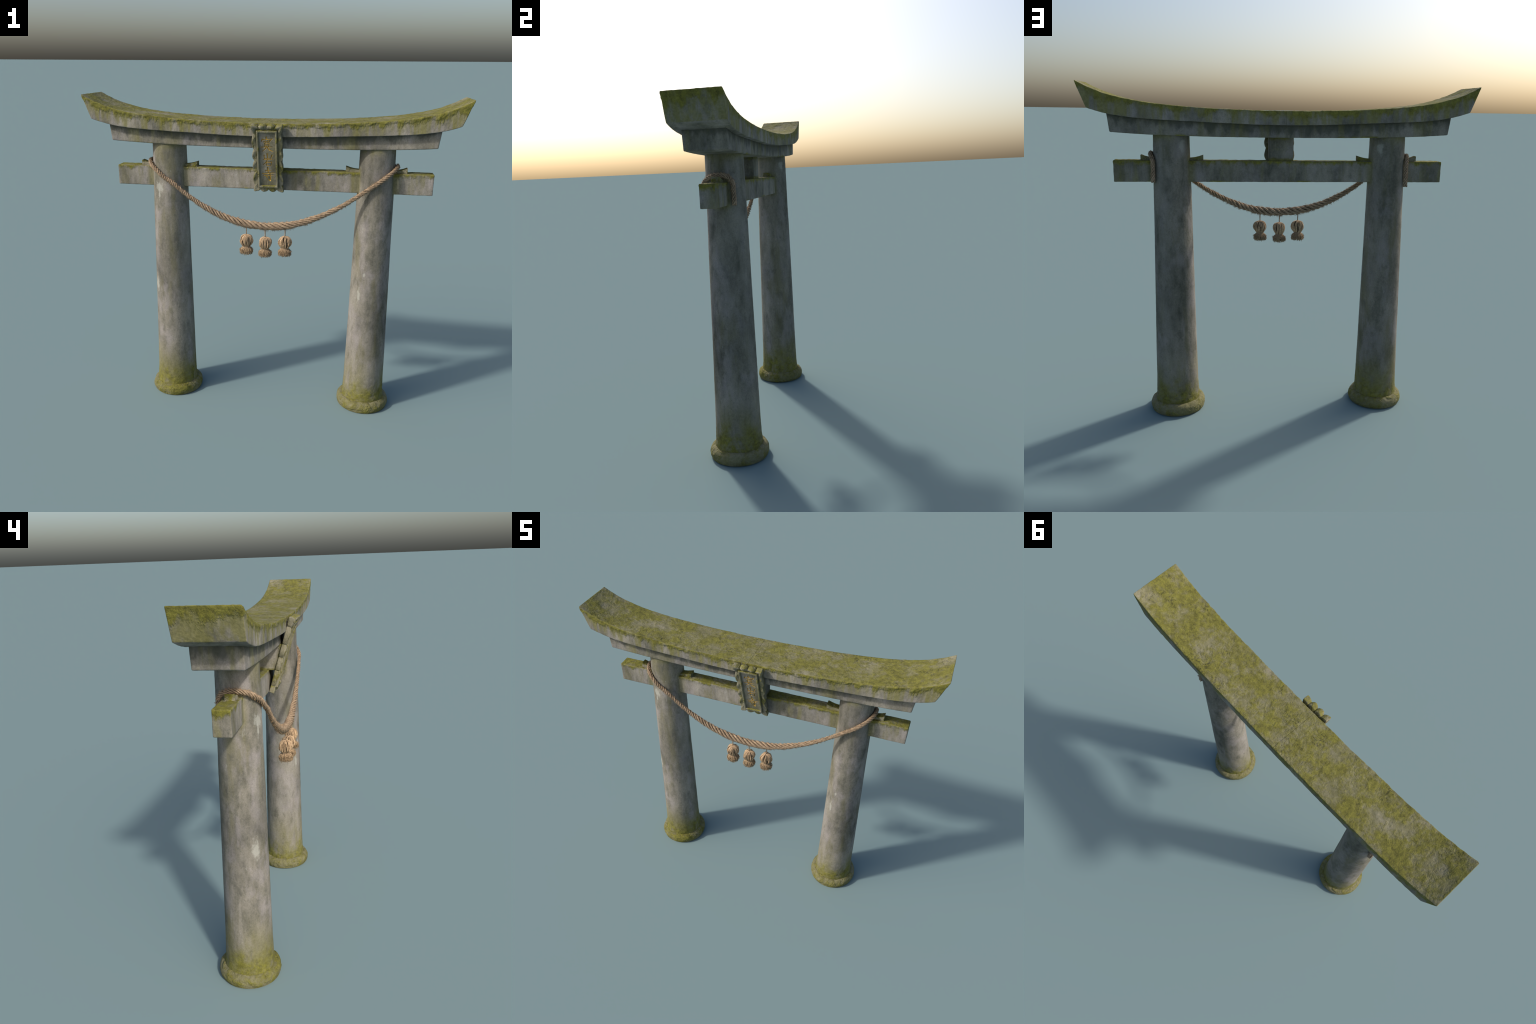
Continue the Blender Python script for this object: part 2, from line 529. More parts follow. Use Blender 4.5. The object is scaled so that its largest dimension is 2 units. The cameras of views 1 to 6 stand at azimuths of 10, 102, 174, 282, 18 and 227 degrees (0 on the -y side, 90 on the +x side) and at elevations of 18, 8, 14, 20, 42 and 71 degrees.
MAT_GOLD = gold_paint()
MAT_ROPE = straw("old_straw_rope", (0.13, 0.092, 0.058), (0.275, 0.198, 0.128), (0.41, 0.302, 0.20))
MAT_FIBRE = straw("frayed_straw", (0.20, 0.135, 0.075), (0.38, 0.26, 0.15), (0.52, 0.37, 0.225))
MAT_TASSEL = straw("pale_straw", (0.24, 0.16, 0.09), (0.47, 0.33, 0.20), (0.62, 0.45, 0.285), 1.6)
MAT_SKIRT = straw("dusty_straw", (0.16, 0.11, 0.06), (0.36, 0.255, 0.15), (0.52, 0.38, 0.235), 2.2)
MAT_CORE = straw("shaded_straw", (0.040, 0.027, 0.016), (0.075, 0.05, 0.03), (0.12, 0.08, 0.048))  # near-black colour paints the shadow between strands and in the tassel slits

# ------------------------------------------------------------------ the gate
gate = bpy.data.objects.new("shrine_gate", None)
bpy.context.scene.collection.objects.link(gate)
gate["label"] = "mossy weathered stone shrine gate with straw rope and tassels"
gate["category"] = "shrine gate"


def build_top_beam():
    half = (1.0, 0.1312, 0.066)
    p, f = rounded_block(half, (0.0048, 0.0065, 0.0045), 0.0045)
    a, c = p[:, 0] / half[0], (p[:, 2] / half[2] + 1) / 2
    x = a * (0.9510 + 0.0480 * c)
    lo, hi = even_poly(x, LOW_POLY), even_poly(x, TOP_POLY)
    q = np.stack([x, p[:, 1] + DEPTH_MID, lo + (hi - lo) * c], 1)
    ob = make_object("top_beam", q, f, MAT_TOP, gate)
    n = normals(ob)
    depth = hi - q[:, 2]
    move = 0.0008 * noise3(q, 14, 1) + 0.0006 * noise3(q, 60, 2, 2)
    # moss cushions hanging over the upper front edge and the tips
    ragged = noise3(q, (24, 24, 9), 3, 3)
    skirt = 0.019 + 0.016 * ragged + 0.008 * smoothstep(np.abs(x), 0.6, 1.0)
    side = np.clip(-n[:, 1], 0, 1) + np.clip(np.abs(n[:, 0]), 0, 1) * 0.6 + np.clip(n[:, 1], 0, 1) * 0.35
    cushion = (1 - smoothstep(depth - skirt, -0.005, 0.005)) * smoothstep(depth, 0.0, 0.006) * np.clip(side, 0, 1)
    move += cushion * (0.0030 + 0.0036 * noise3(q, 75, 4, 3)) * smoothstep(noise3(q, (7, 7, 3), 5, 2), -0.35, 0.1)
    rim = np.exp(-(depth / 0.006) ** 2) * np.clip(0.3 - n[:, 1], 0, 1)          # crumbled upper front edge
    move += rim * (0.0016 * noise3(q, (50, 50, 50), 9, 3) - 0.0030 * np.maximum(0, noise3(q, (21, 21, 21), 10, 2) - 0.15))
    base = np.exp(-((q[:, 2] - lo) / 0.006) ** 2)                                # chipped lower edge
    move += -base * 0.0035 * np.maximum(0, noise3(q, 26, 14, 2) - 0.22)
    top = smoothstep(n[:, 2], 0.6, 0.9)
    move += top * (0.0016 * noise3(q, 48, 6, 3) + 0.0030 * np.maximum(0, noise3(q, 9, 7, 2)) * noise3(q, 90, 8, 2))
    push(ob, move)
    return ob


def build_under_beam():
    half = (0.862, 0.1003, 0.042)
    p, f = rounded_block(half, (0.008, 0.009, 0.007), 0.006)
    a, c = p[:, 0] / half[0], (p[:, 2] / half[2] + 1) / 2
    x = a * (0.8535 + 0.0110 * c)
    lo, hi = even_poly(x, UNDER_POLY), even_poly(x, LOW_POLY) + 0.004
    q = np.stack([x, p[:, 1] + 0.0173, lo + (hi - lo) * c], 1)
    ob = make_object("under_beam", q, f, MAT_UNDER, gate)
    push(ob, 0.0009 * noise3(q, 13, 11) + 0.0005 * noise3(q, 60, 12, 2))
    return ob


def build_tie_beam():
    half = (0.8552, 0.0372, 0.0544)
    p, f = rounded_block(half, (0.0065, 0.006, 0.006), 0.004)
    q = p + np.array([0, 0.0144, 1.3252])
    ob = make_object("tie_beam", q, f, MAT_TIE, gate)
    n = normals(ob)
    move = 0.0010 * noise3(q, 13, 21) + 0.0006 * noise3(q, 60, 22, 2)
    depth = 1.3796 - q[:, 2]
    skirt = 0.014 + 0.016 * noise3(q, (22, 22, 9), 23, 3)
    cushion = (1 - smoothstep(depth - skirt, -0.005, 0.005)) * smoothstep(depth, 0.0, 0.005) * np.clip(-n[:, 1] + np.abs(n[:, 0]), 0, 1)
    move += cushion * (0.0013 + 0.0016 * noise3(q, 75, 24, 3))
    move += smoothstep(n[:, 2], 0.6, 0.9) * 0.0016 * noise3(q, 60, 25, 3)
    push(ob, move)
    return ob


def build_pillar(side):
    zs = np.concatenate([np.linspace(0.02, 0.2, 40), np.linspace(0.205, 1.515, 190)])
    sides = 112
    ang = np.linspace(0, 2 * np.pi, sides, endpoint=False)
    verts, faces = [], []
    for z in zs:
        r = pillar_radius(z) + 0.004 * (1 - smoothstep(z, 0.05, 0.11))
        verts += [(side * pillar_centre(z) + r * math.cos(a), DEPTH_MID + r * math.sin(a), z) for a in ang]
    for i in range(len(zs) - 1):
        for s in range(sides):
            t = (s + 1) % sides
            faces.append((i * sides + s, i * sides + t, (i + 1) * sides + t, (i + 1) * sides + s))
    faces.append(tuple(range(sides))[::-1])
    faces.append(tuple((len(zs) - 1) * sides + s for s in range(sides)))
    ob = make_object("pillar", verts, faces, MAT_PILLAR, gate)
    q = coords(ob)
    low = 1 - smoothstep(q[:, 2], 0.06, 0.2)
    seed = 31 if side < 0 else 41
    push(ob, 0.0011 * noise3(q, (9, 9, 5), seed) + 0.0005 * noise3(q, 55, seed + 1, 2) + low * (0.0018 + 0.0028 * noise3(q, 36, seed + 2, 3)))
    # foot ring
    profile = [(0.090, 0.0008), (0.1395, 0.0008), (0.1445, 0.004), (0.1485, 0.013), (0.1500, 0.024), (0.1490, 0.034), (0.1450, 0.0445),
               (0.1385, 0.0525), (0.1300, 0.0580), (0.1220, 0.0600), (0.1130, 0.0600), (0.090, 0.0600)]
    prof = spline([(a, b, 0) for a, b in profile], 4)[:, :2]
    verts, faces, sides = [], [], 144
    ang = np.linspace(0, 2 * np.pi, sides, endpoint=False)
    for r, z in prof:
        verts += [(side * 0.5680 + r * math.cos(a), DEPTH_MID + r * math.sin(a), z) for a in ang]
    for i in range(len(prof) - 1):
        for s in range(sides):
            t = (s + 1) % sides
            faces.append((i * sides + s, i * sides + t, (i + 1) * sides + t, (i + 1) * sides + s))
    ring = make_object("foot_ring", verts, faces, MAT_RING, ob)
    q = coords(ring)
    live = smoothstep(q[:, 2], 0.002, 0.012)
    push(ring, live * (0.0022 * noise3(q, 14, seed + 3, 2) + 0.0018 * noise3(q, 44, seed + 4, 3) - 0.0035 * np.maximum(0, noise3(q, 26, seed + 5, 3) - 0.22) / 0.4 + 0.0012 * noise3(q, 110, seed + 6, 2)))
    return ob


def build_wedge(x_end, x_deep):
    """Small wedge on the tie beam whose upper face sweeps up away from the pillar."""
    half = (abs(x_end - x_deep) / 2, 0.0208, 0.015)
    p, f = rounded_block(half, 0.005, 0.0022)
    t, c = (p[:, 0] / half[0] + 1) / 2, (p[:, 2] / half[2] + 1) / 2
    top = 1.3915 + 0.0155 * t ** 2.2
    x = x_deep + (x_end - x_deep) * t
    q = np.stack([x, p[:, 1] + 0.0138, 1.377 + (top - 1.377) * c], 1)
    if x_end < x_deep:
        f = [g[::-1] for g in f]
    ob = make_object("wedge", q, f, MAT_WEDGE, gate)
    push(ob, 0.0006 * noise3(q, 40, 51) + 0.0005 * noise3(q, 120, 52, 2))


build_top_beam()
build_under_beam()
build_tie_beam()
for s in (-1, 1):
    build_pillar(s)
    build_wedge(s * 0.4035, s * 0.485)
    build_wedge(s * 0.7205, s * 0.645)

# ------------------------------------------------------------------ plaque
TILT = math.radians(16.5)
P_O = np.array([0.0, -0.1075, 1.442])
P_U = np.array([0.0, -math.sin(TILT), math.cos(TILT)])
P_N = np.array([0.0, -math.cos(TILT), -math.sin(TILT)])


def on_plaque(x, u, h):
    x, u, h = map(np.asarray, (x, u, h))
    return np.stack([x + 0 * u, 0 * x, 0 * x], -1) + u[..., None] * P_U + h[..., None] * P_N + P_O


strut_back = 0.0395


def build_strut():
    half = (0.0625, 0.055, 0.062)
    p, f = rounded_block(half, 0.005, 0.003)
    z = 1.377 + (p[:, 2] / half[2] + 1) / 2 * (1.503 - 1.377)
    front = -0.0560 - (z - 1.380) * 0.290
    t = (p[:, 1] / half[1] + 1) / 2
    q = np.stack([p[:, 0], front + (strut_back - front) * t, z], 1)
    ob = make_object("strut", q, f, MAT_STRUT, gate)
    push(ob, 0.0007 * noise3(q, 25, 61))


build_strut()
plaque = bpy.data.objects.new("plaque", None)
bpy.context.scene.collection.objects.link(plaque)
plaque.parent = gate

FRAME_X, FRAME_U = 0.0545, 0.1625
INNER_X, INNER_U = 0.0425, 0.1485


def build_border():
    """Cloud-scrolled border slab: a perimeter loft whose outline and front both ripple in lobes."""
    per_x, per_u = 96, 260
    lx = np.linspace(-1, 1, per_x, endpoint=False)
    lu = np.linspace(-1, 1, per_u, endpoint=False)
    base = [(t, -1, 0) for t in lx] + [(1, t, 1) for t in lu] + [(-t, 1, 2) for t in lx] + [(-1, -t, 3) for t in lu]

    def lobes_short(t):           # four lobes along the short edges
        edges = np.array([-1.0, -0.56, 0.0, 0.56, 1.0])
        k = int(np.clip(np.searchsorted(edges, t, "right") - 1, 0, 3))
        s = (t - edges[k]) / (edges[k + 1] - edges[k])
        corner = k in (0, 3)
        return (math.sin(math.pi * s) ** 0.5 if not corner else (1 - (s if k == 0 else 1 - s) ** 2) ** 0.5), (0.0 if corner else math.cos(math.pi * s) * math.sin(math.pi * s) * (1 if k == 1 else -1))

    def lobes_long(t):            # corner, four side lobes, corner
        edges = np.array([-1.0, -0.82, -0.40, -0.04, 0.30, 0.76, 1.0])
        k = int(np.clip(np.searchsorted(edges, t, "right") - 1, 0, 5))
        s = (t - edges[k]) / (edges[k + 1] - edges[k])
        if k in (0, 5):
            return (1 - (s if k == 0 else 1 - s) ** 2) ** 0.5, 0.0
        return 0.14 + 0.86 * math.sin(math.pi * s ** 0.8) ** 0.85, -math.cos(math.pi * s) * math.sin(math.pi * s) * 1.6

    outer, inner, lobe, wave = [], [], [], []
    for a, b, e in base:
        if e in (0, 2):
            k, w = lobes_short(a)
            ou = math.copysign(0.1745 + 0.0135 * k + (0.002 if e == 2 else 0), b)
            ox = a * 0.0790
        else:
            k, w = lobes_long(b)
            ox = math.copysign(0.0700 + 0.0105 * k, a)
            ou = b * 0.1870
        outer.append((ox, ou))
        inner.append((np.clip(a, -1, 1) * FRAME_X * 0.98, np.clip(b, -1, 1) * FRAME_U * 0.99))
        lobe.append(k)
        wave.append(w)
    outer, inner, lobe, wave = map(np.array, (outer, inner, lobe, wave))
    topness = smoothstep(outer[:, 1], 0.15, 0.175)
    # rings: (mix from inner to outer, front height: the lobes curl forward and each leans like a scroll)
    scroll = 0.0050 * wave
    rings = [(0.0, -0.018 + 0 * lobe), (0.07, -0.0105 + 0 * lobe), (0.16, -0.0085 + 0.2 * scroll), (0.34, -0.0085 + 0.0006 * lobe + 0.7 * scroll), (0.55, -0.0090 + 0.0018 * lobe + scroll),
             (0.76, -0.0098 + 0.0036 * lobe + scroll), (0.90, -0.0110 + 0.0050 * lobe + 0.7 * scroll), (0.985, -0.0130 + 0.0058 * lobe + 0.4 * scroll), (1.0, -0.0155 + 0.0055 * lobe),
             (1.0, -0.0190 + 0.003 * lobe), (0.995, -0.0235 + 0 * lobe), (0.975, -0.0290 + 0 * lobe), (0.90, -0.0315 + 0 * lobe), (0.0, -0.0315 + 0 * lobe)]
    m = len(base)
    verts, faces = [], []
    for i, (mixv, h) in enumerate(rings):
        xy = inner + (outer - inner) * mixv
        h = h + (0.0095 * topness * lobe * (0.5 if i in (3, 8) else 1) if 3 <= i <= 8 else 0)
        verts.append(on_plaque(xy[:, 0], xy[:, 1], h))
    verts = np.concatenate(verts)
    for i in range(len(rings) - 1):
        for s in range(m):
            t = (s + 1) % m
            faces.append((i * m + s, i * m + t, (i + 1) * m + t, (i + 1) * m + s))
    faces = [g[::-1] for g in faces]
    faces.append(tuple((len(rings) - 1) * m + s for s in range(m)))
    ob = make_object("plaque_border", verts, faces, MAT_PLAQUE, plaque)
    q = coords(ob)
    push(ob, 0.0014 * noise3(q, 45, 71, 2) + 0.0006 * noise3(q, 140, 72, 2))


def build_frame():
    """Raised rectangular moulding, mitred, with a rounded section."""
    section = [(0.0, -0.018), (0.0, -0.004), (0.06, -0.0008), (0.16, 0.0008), (0.5, 0.0010), (0.80, 0.0006), (0.92, -0.0008), (0.98, -0.003), (1.0, -0.0075), (1.0, -0.016)]
    corner = [(-1, -1), (1, -1), (1, 1), (-1, 1)]
    per = []
    for i in range(4):
        a, b = np.array(corner[i], float), np.array(corner[(i + 1) % 4], float)
        k = 14 if i % 2 == 0 else 50
        per += [a + (b - a) * j / k for j in range(k)]
    per = np.array(per)
    m = len(per)
    verts, faces = [], []
    for w, h in section:
        hx, hu = FRAME_X + (INNER_X - FRAME_X) * w, FRAME_U + (INNER_U - FRAME_U) * w
        verts.append(on_plaque(per[:, 0] * hx, per[:, 1] * hu, np.full(m, h)))
    for i in range(len(section) - 1):
        for s in range(m):
            t = (s + 1) % m
            faces.append((i * m + s, i * m + t, (i + 1) * m + t, (i + 1) * m + s))
    ob = make_object("plaque_frame", np.concatenate(verts), faces, MAT_PLAQUE, plaque)
    q = coords(ob)
    push(ob, 0.0006 * noise3(q, 60, 75, 2))


# brush strokes of the three carved characters, each in a 100 x 100 box (x right, y down): points, then half-width
ROOF = [([(47, -4), (50, 12)], 4.5), ([(14, 12), (8, 30)], 4), ([(14, 16), (50, 13), (94, 8)], 3.2), ([(94, 9), (76, 26)], 4)]
GRASS = [([(22, 34), (80, 28)], 2.8), ([(38, 24), (42, 42)], 2.8), ([(64, 20), (60, 40)], 2.8)]
SUN = [([(34, 42), (35, 66)], 3), ([(34, 43), (70, 40), (68, 66)], 3), ([(37, 54), (66, 52)], 2.2), ([(36, 65), (67, 64)], 2.4)]
BIG = [([(0, 73), (50, 71), (96, 70)], 3), ([(50, 62), (40, 84), (12, 104)], 3.2), ([(52, 72), (70, 92), (98, 104)], 3.8)]
MOUNTAIN = [([(46, -4), (48, 36)], 4.2), ([(18, 10), (20, 40)], 3.6), ([(18, 40), (50, 38), (84, 35)], 3), ([(90, 6), (80, 38)], 3.6)]
ROCK = [([(8, 47), (50, 46), (98, 45)], 3), ([(48, 48), (34, 72), (6, 96)], 3.4), ([(36, 70), (40, 102)], 3.4),
        ([(37, 72), (84, 68), (78, 102)], 3.4), ([(40, 100), (78, 100)], 3)]
EARTH = [([(46, -4), (50, 36)], 4.6), ([(28, 22), (72, 18)], 3.2), ([(2, 44), (50, 40), (100, 36)], 3.4)]
INCH = [([(10, 58), (50, 57), (88, 54)], 3.2), ([(62, 42), (66, 84), (62, 100), (46, 88)], 4.4), ([(30, 62), (42, 78)], 4)]
CHARACTERS = [(ROOF + GRASS + SUN + BIG, -0.0020, 0.0860, 0.0620, 0.0720),
              (MOUNTAIN + ROCK, 0.0010, -0.0010, 0.0570, 0.0640),
              (EARTH + INCH, 0.0020, -0.0850, 0.0660, 0.0720)]


def build_panel():
    """Recessed panel: a fine grid into which the strokes are cut as V grooves; the cut faces carry the gold paint."""
    nx, nu = 150, 520
    xs, us = np.linspace(-0.0445, 0.0445, nx), np.linspace(-0.1505, 0.1505, nu)
    X, U = np.meshgrid(xs, us)
    X, U = X.ravel(), U.ravel()
    cut = np.zeros(len(X))
    which = np.full(len(X), -1)
    for ci, (strokes, cx, cu, w, h) in enumerate(CHARACTERS):
        wob = noise3(np.stack([X, U, 0 * X], 1), 260, 80 + ci, 2) * 0.0003
        for pts, half in strokes:
            pts = [(cx + (a / 100 - 0.5) * w, cu - (b / 100 - 0.5) * h) for a, b in pts]
            half = half * 1.5 / 100 * w
            for k, ((ax, au), (bx, bu)) in enumerate(zip(pts[:-1], pts[1:])):
                dx, du = bx - ax, bu - au
                t = np.clip(((X - ax) * dx + (U - au) * du) / (dx * dx + du * du), 0, 1)
                d = np.hypot(X - ax - t * dx, U - au - t * du) + wob
                wid = half * (1.12 - 0.42 * t) if k == len(pts) - 2 else half
                g = np.clip(1 - d / wid, 0, 1)
                better = g > cut
                cut = np.where(better, g, cut)
                which = np.where(better & (g > 0.12), ci, which)
    h = -0.0088 - 0.0042 * smoothstep(cut, 0.0, 0.75) + 0.0003 * noise3(np.stack([X, U, 0 * X], 1), 90, 90, 2)
    P = on_plaque(X, U, h)
    groups = {-1: [], 0: [], 1: [], 2: []}
    for j in range(nu - 1):
        for i in range(nx - 1):
            a = j * nx + i
            quad = (a, a + 1, a + nx + 1, a + nx)
            tags = [which[k] for k in quad]
            groups[max(tags) if min(tags) >= 0 else -1].append(quad)
    for tag, faces in groups.items():
        used = np.unique(np.array(faces))
        remap = {int(o): i for i, o in enumerate(used)}
        name, mat = ("panel", MAT_PANEL) if tag < 0 else ("carved_character", MAT_GOLD)
        make_object(name, P[used], [tuple(remap[int(k)] for k in q) for q in faces], mat, plaque)


build_border()
build_frame()
build_panel()

# ------------------------------------------------------------------ rope
ROPE_Y = -0.104


def rope_path():
    """Hanging end, turn over the tie beam, wrap round each pillar, then one sagging span between them."""
    def wrap(s, lift, end_z):
        c, r = s * 0.5645, 0.1075
        pts = [(s * 0.6560, 0.0795, end_z), (s * 0.6555, 0.0790, end_z + 0.045), (s * 0.6550, 0.0780, 1.345), (s * 0.6560, 0.0765, 1.375)]
        for deg, z in ((-25, 1.394), (-12, 1.4045), (2, 1.4075), (15, 1.4060), (27, 1.3995), (40, 1.3895), (53, 1.3770), (66, 1.3615), (79, 1.3440), (90, 1.3290)):
            a = math.radians(deg)
            pts.append((c + s * r * math.cos(a), DEPTH_MID - r * math.sin(a), z + lift))
        return pts

    left, right = wrap(-1, 0.0, 1.251), wrap(1, 0.005, 1.272)
    span = [(-0.505, 1.2900), (-0.4500, 1.2470), (-0.3850, 1.2030), (-0.3200, 1.1665), (-0.2500, 1.1335), (-0.1800, 1.1105), (-0.1100, 1.0955), (-0.0400, 1.0885),
            (0.0300, 1.0880), (0.1000, 1.0948), (0.1700, 1.1115), (0.2400, 1.1365), (0.3100, 1.1680), (0.3800, 1.2060), (0.4450, 1.2480), (0.5050, 1.2910)]
    mid = [(x, ROPE_Y + 0.010 * (abs(x) / 0.5645) ** 2, z) for x, z in span]
    return spline(left + mid + right[::-1], 10)


rope = bpy.data.objects.new("rope", None)
bpy.context.scene.collection.objects.link(rope)
rope.parent = gate


def build_rope():
    path, s = resample(rope_path(), 0.0035)
    T, U, V = parallel_frames(path)
    total = s[-1]
    m = np.abs(s - total / 2)
    R = 0.0108 + 0.0102 * (1 - smoothstep(m, 0.02, 0.52))
    R = R * (1 + 0.09 * noise3(np.stack([s, 0 * s, 0 * s], 1), 16, 101, 2))
    turn = np.cumsum(np.gradient(s) * 0.86 / R)          # constant lay angle: tighter twist where it is thin
    count, dirs, tips = 5, [], []
    for k in range(count):
        phi = turn + 2 * np.pi * k / count
        wob = 1 + 0.12 * noise3(np.stack([s, 0 * s + k, 0 * s], 1), 30, 110 + k, 2)
        off = (0.70 * R * wob)[:, None] * (np.cos(phi)[:, None] * U + np.sin(phi)[:, None] * V)
        cen = path + off
        rad = R * 0.318 * (1 + 0.16 * noise3(np.stack([s, 0 * s, 0 * s + k], 1), 26, 120 + k, 2)) * (1 + 0.10 * math.sin(2.4 * k))
        fr = parallel_frames(cen)
        v, f = tube_arrays(cen, rad, 30, ripple=0.07, lobes=5, twist=0.14, frames=fr)
        v = v + 0.0006 * noise3(v, 210, 130 + k, 2)[:, None] * np.array([0.5, 0.5, 1.0])
        make_object("strand", v, f, MAT_ROPE, rope)
        dirs.append((cen, fr, rad, off))
    v, f = tube_arrays(path, R * 0.42, 12)
    make_object("rope_core", v, f, MAT_CORE, rope)
    # frayed fibres
    pile = Pile()
    for _ in range(22000):
        k = rng.integers(count)
        cen, fr, rad, off = dirs[k]
        i = int(rng.integers(8, len(cen) - 8))
        if rng.random() > 0.35 + 0.65 * (noise3([[s[i] * 1.0, k * 3.1, 0.0]], 22, 140, 2)[0] > -0.15):
            continue
        out = off[i] / np.linalg.norm(off[i])
        side = np.cross(fr[0][i], out)
        a = rng.normal(0, 0.7)
        d0 = out * math.cos(a) + side * math.sin(a)
        up = np.array([0, 0, 1.0]) - T[i] * T[i][2]
        up /= np.linalg.norm(up) + 1e-9
        if abs(d0 @ up) < 0.93 and rng.random() > 0.04 or (d0 @ up > 0 and rng.random() < (0.6 if abs(cen[i][0]) < 0.3 else 0.25)):      # bristles stand along the upper and lower edge
            continue
        base = cen[i] + d0 * rad[i] * 0.95
        aim = fr[0][i] * (0.95 if rng.random() < 0.8 else -0.5) + d0 * rng.uniform(0.6, 1.6) + rng.normal(0, 0.18, 3)
        aim /= np.linalg.norm(aim)
        L = rng.uniform(0.005, 0.0120) * (1.15 if R[i] > 0.014 else 0.8)
        add_fibre(pile, base, aim, L, rng.uniform(0.0004, 0.0007))
    ob = pile.build("loose_fibre", MAT_FIBRE, rope)
    ob["kind"] = "stuff"
    # a few long wisps hanging below the span
    pile = Pile()
    for _ in range(70):
        x0 = float(rng.choice([-0.30, -0.125, -0.01, 0.0, 0.105, 0.31, 0.42])) + rng.normal(0, 0.010)
        i = int(np.argmin(np.abs(path[:, 0] - x0) + (path[:, 1] > 0) * 9))
        base = path[i] + np.array([0, rng.normal(0, 0.005), -R[i] * 0.9])
        aim = np.array([rng.normal(0, 0.4), rng.normal(0, 0.25), -1.0])
        add_fibre(pile, base, aim / np.linalg.norm(aim), rng.uniform(0.006, 0.022), 0.00042)
    ob = pile.build("hanging_wisp", MAT_FIBRE, rope)
    ob["kind"] = "stuff"
    return path, R


def add_fibre(pile, base, aim, length, r):
    ref = np.array([0.3, 0.9, 0.2]) if abs(aim[1]) < 0.8 else np.array([1.0, 0.1, 0.2])
    u = np.cross(aim, ref)
    u /= np.linalg.norm(u)
    w = np.cross(aim, u)
    bend = rng.normal(0, 0.16 * length, 3)
    ring0 = [base + r * (math.cos(q) * u + math.sin(q) * w) for q in (0, 2.094, 4.189)]
    mid = base + aim * length * 0.55 + bend
    ring1 = [mid + 0.75 * r * (math.cos(q) * u + math.sin(q) * w) for q in (0, 2.094, 4.189)]
    tip = base + aim * length + bend * 0.4
    faces = [(0, 1, 4, 3), (1, 2, 5, 4), (2, 0, 3, 5), (3, 4, 6), (4, 5, 6), (5, 3, 6)]
    pile.add(ring0 + ring1 + [tip], faces)


rope_line, rope_r = build_rope()


# ------------------------------------------------------------------ tassels
BALL = [(0.0040, 0.0010), (0.0140, -0.0012), (0.0255, -0.0085), (0.0308, -0.0210), (0.0318, -0.0340), (0.0295, -0.0460), (0.0245, -0.0560), (0.0195, -0.0640), (0.0180, -0.0690)]


def revolve(profile, sides):
    ang = np.linspace(0, 2 * np.pi, sides, endpoint=False)
    v, f = [], []
    for r, z in profile:
        v += [(r * math.cos(a), r * math.sin(a), z) for a in ang]
    for i in range(len(profile) - 1):
        for s in range(sides):
            t = (s + 1) % sides
            f.append((i * sides + s, (i + 1) * sides + s, (i + 1) * sides + t, i * sides + t))
    return np.array(v), f


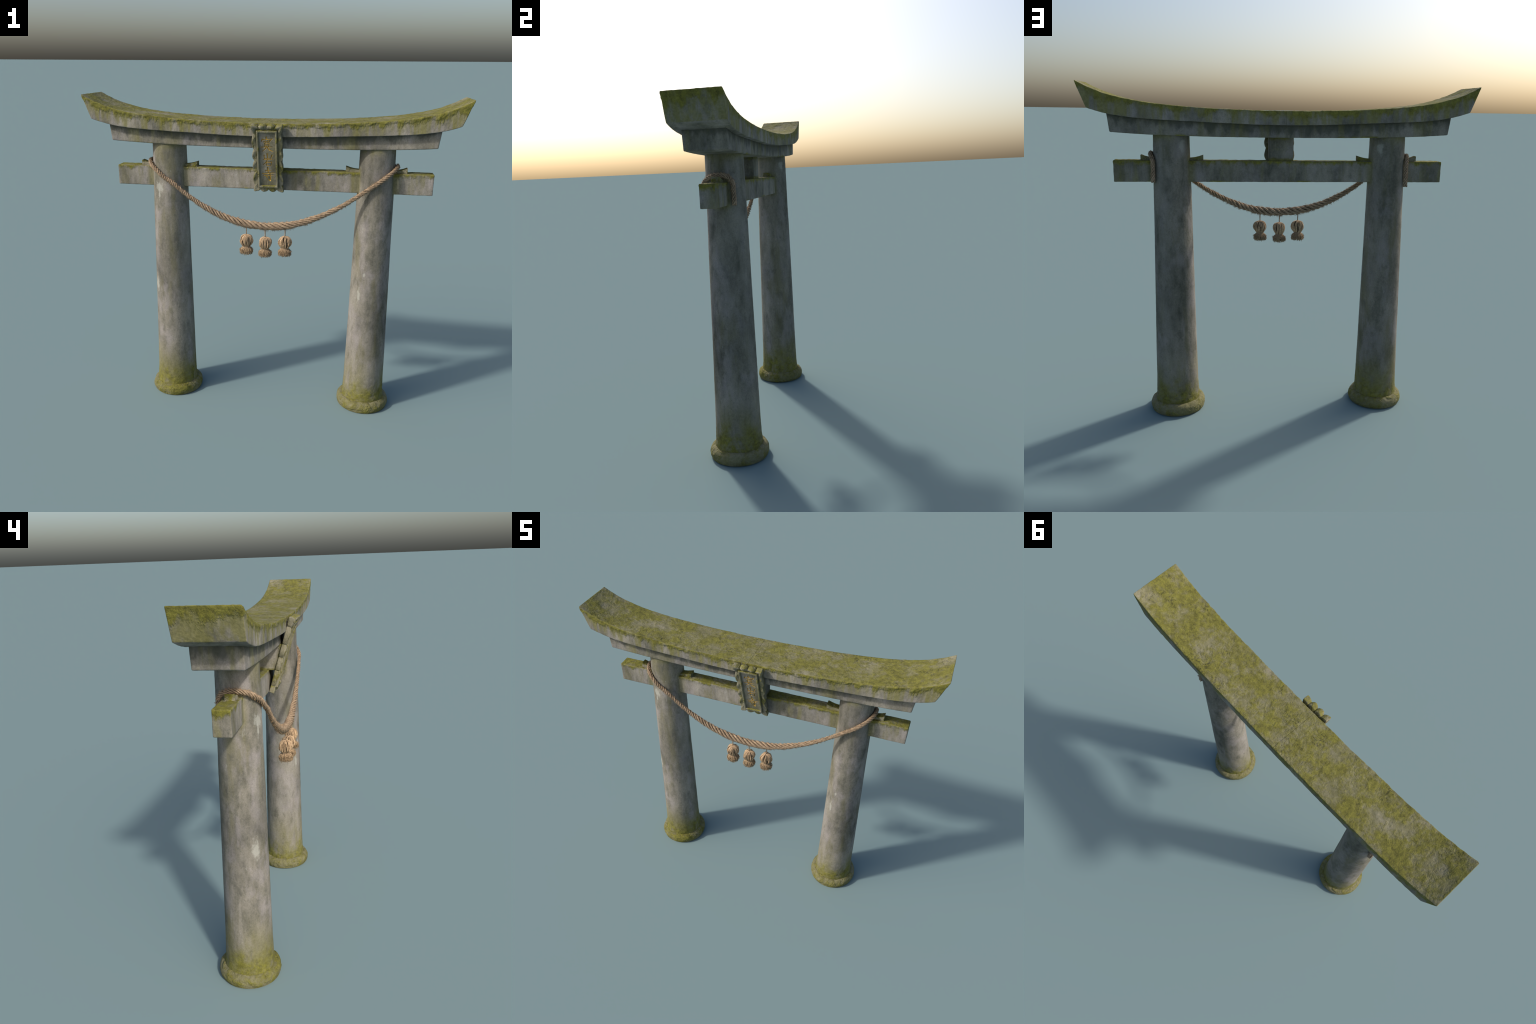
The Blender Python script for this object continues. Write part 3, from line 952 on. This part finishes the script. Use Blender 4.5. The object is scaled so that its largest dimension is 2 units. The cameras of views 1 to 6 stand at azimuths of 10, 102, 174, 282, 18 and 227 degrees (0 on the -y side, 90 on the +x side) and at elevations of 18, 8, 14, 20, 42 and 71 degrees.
def tassel_meshes():
    """Local meshes with the crown of the ball at z = 0; returned as (name, object) prototypes."""
    parts = []
    core = Pile()
    core.add(*revolve([(r * 0.86, z) for r, z in BALL] + [(0.030, -0.088), (0.029, -0.100), (0.002, -0.102)], 40))
    parts.append((core, "tassel_core", MAT_CORE, False))
    ball = Pile()
    prof = spline([(r, 0, z) for r, z in BALL], 4)
    t = np.linspace(0, 1, len(prof))
    slits = [(rng.uniform(0, 2 * np.pi), rng.uniform(0.3, 0.7)) for _ in range(11)]
    for layer, count in ((0.95, 44), (1.03, 52)):
        for k in range(count):
            a0 = 2 * np.pi * (k + rng.uniform(-0.6, 0.6)) / count
            a = a0 + rng.normal(0, 0.10) * np.sin(np.pi * t) + 0.05 * np.sin(rng.uniform(5, 11) * t + k)
            r = prof[:, 0] * (1 + (layer * rng.uniform(0.95, 1.05) - 1) * np.sin(np.pi * t))
            r = r * (1 + 0.075 * np.sin(3 * a0 + 4 * t) + 0.065 * np.sin(5 * a0 - 5 * t))
            path = np.stack([r * np.cos(a), r * np.sin(a), prof[:, 2]], 1)
            i0, i1 = 0, len(prof)
            if layer > 1:
                for sa, st in slits:           # straws part here and leave a dark gap
                    if abs((a0 - sa + np.pi) % (2 * np.pi) - np.pi) < 0.13:
                        i0, i1 = (0, int(st * len(prof)) - 3) if rng.random() < 0.5 else (int(st * len(prof)) + 4, len(prof))
            elif any(abs((a0 - sa + np.pi) % (2 * np.pi) - np.pi) < 0.07 for sa, _ in slits):
                continue
            if i1 - i0 < 5:
                continue
            wide = np.maximum(2 * np.pi * prof[:, 0] / count * 0.42, 0.0008) * rng.uniform(0.8, 1.25)
            ball.add(*tube_arrays(path[i0:i1], wide[i0:i1], 6, ripple=0.2, lobes=2, twist=0.3))
    parts.append((ball, "straw_ball", MAT_TASSEL, True))
    band = Pile()
    for j, z in enumerate((-0.0650, -0.0675, -0.0700)):
        a = np.linspace(0, 2 * np.pi, 49)
        r = 0.0200 + 0.0004 * np.sin(5 * a + j)
        band.add(*tube_arrays(np.stack([r * np.cos(a), r * np.sin(a), z + 0.0005 * np.sin(2 * a + j)], 1), 0.0014, 6))
    parts.append((band, "binding", MAT_ROPE, False))
    skirt = Pile()
    for k in range(480):
        layer = rng.random() ** 0.6
        a0 = rng.uniform(0, 2 * np.pi)
        out = 0.0370 * (0.25 + 0.75 * layer) * rng.uniform(0.86, 1.07)
        drop = -0.1035 - 0.004 * (1 - layer) + rng.normal(0, 0.0034)
        pts = [(0.0165 * (0.5 + 0.5 * layer), -0.0665), (0.0165 + (out - 0.0165) * 0.55, -0.0745), (out * 0.96, -0.0840), (out, (drop + 0.0860) * 0.55 - 0.0860), (out * rng.uniform(0.90, 1.03), drop)]
        lean = rng.normal(0, 0.06)
        p = spline([(r * math.cos(a0 + lean * i), r * math.sin(a0 + lean * i), z) for i, (r, z) in enumerate(pts)], 3)
        skirt.add(*tube_arrays(p, np.linspace(0.0011, 0.0007, len(p)) * rng.uniform(0.8, 1.2), 4))
    parts.append((skirt, "straw_skirt", MAT_SKIRT, True))
    wisp = Pile()
    for k in range(260):
        a0 = rng.uniform(0, 2 * np.pi)
        z = rng.uniform(-0.106, -0.076)
        r = 0.0345 if z > -0.1 else rng.uniform(0.01, 0.034)
        base = np.array([r * math.cos(a0), r * math.sin(a0), z])
        low = smoothstep(-z, 0.080, 0.105)
        aim = np.array([math.cos(a0), math.sin(a0), 0]) * (0.9 - 0.5 * low) + np.array([0, 0, -0.5 - low]) + rng.normal(0, 0.2, 3)
        add_fibre(wisp, base, aim / np.linalg.norm(aim), rng.uniform(0.004, 0.010), 0.0005)
    for k in range(60):
        i = int(rng.integers(4, len(prof) - 3))
        a0 = rng.uniform(0, 2 * np.pi)
        base = np.array([prof[i, 0] * math.cos(a0), prof[i, 0] * math.sin(a0), prof[i, 2]])
        aim = np.array([math.cos(a0), math.sin(a0), rng.normal(0, 0.9)])
        add_fibre(wisp, base * np.array([1.04, 1.04, 1]), aim / np.linalg.norm(aim), rng.uniform(0.002, 0.005), 0.00035)
    parts.append((wisp, "loose_straw", MAT_FIBRE, True))
    return parts


def build_tassels():
    protos = tassel_meshes()
    made = None
    for j, (x, z, yaw) in enumerate(((-0.1110, 1.0364, 0.3), (-0.0075, 1.0268, 2.1), (0.1005, 1.0366, 4.0))):
        t = bpy.data.objects.new("tassel", None)
        bpy.context.scene.collection.objects.link(t)
        t.parent, t.location, t.rotation_euler = gate, (x, -0.1065, z), (0, 0, yaw)
        if made is None:
            made = []
            for pile, name, mat, stuff in protos:
                ob = pile.build(name, mat, t)
                if stuff:
                    ob["kind"] = "stuff"
                made.append(ob)
        else:
            for ob in made:
                c = ob.copy()
                c.parent = t
                bpy.context.scene.collection.objects.link(c)
        top = float(np.interp(x, rope_line[220:-220, 0], rope_line[220:-220, 2])) - z
        path = np.array([(0, 0, -0.004), (0.0004, 0, 0.004), (0, 0.0004, top * 0.6), (0, 0, top)])
        v, f = tube_arrays(spline(path, 4), [0.0040] + [0.0026] * 12, 10, ripple=0.15, lobes=4, twist=0.5)
        make_object("tassel_cord", v, f, MAT_ROPE, t)


build_tassels()
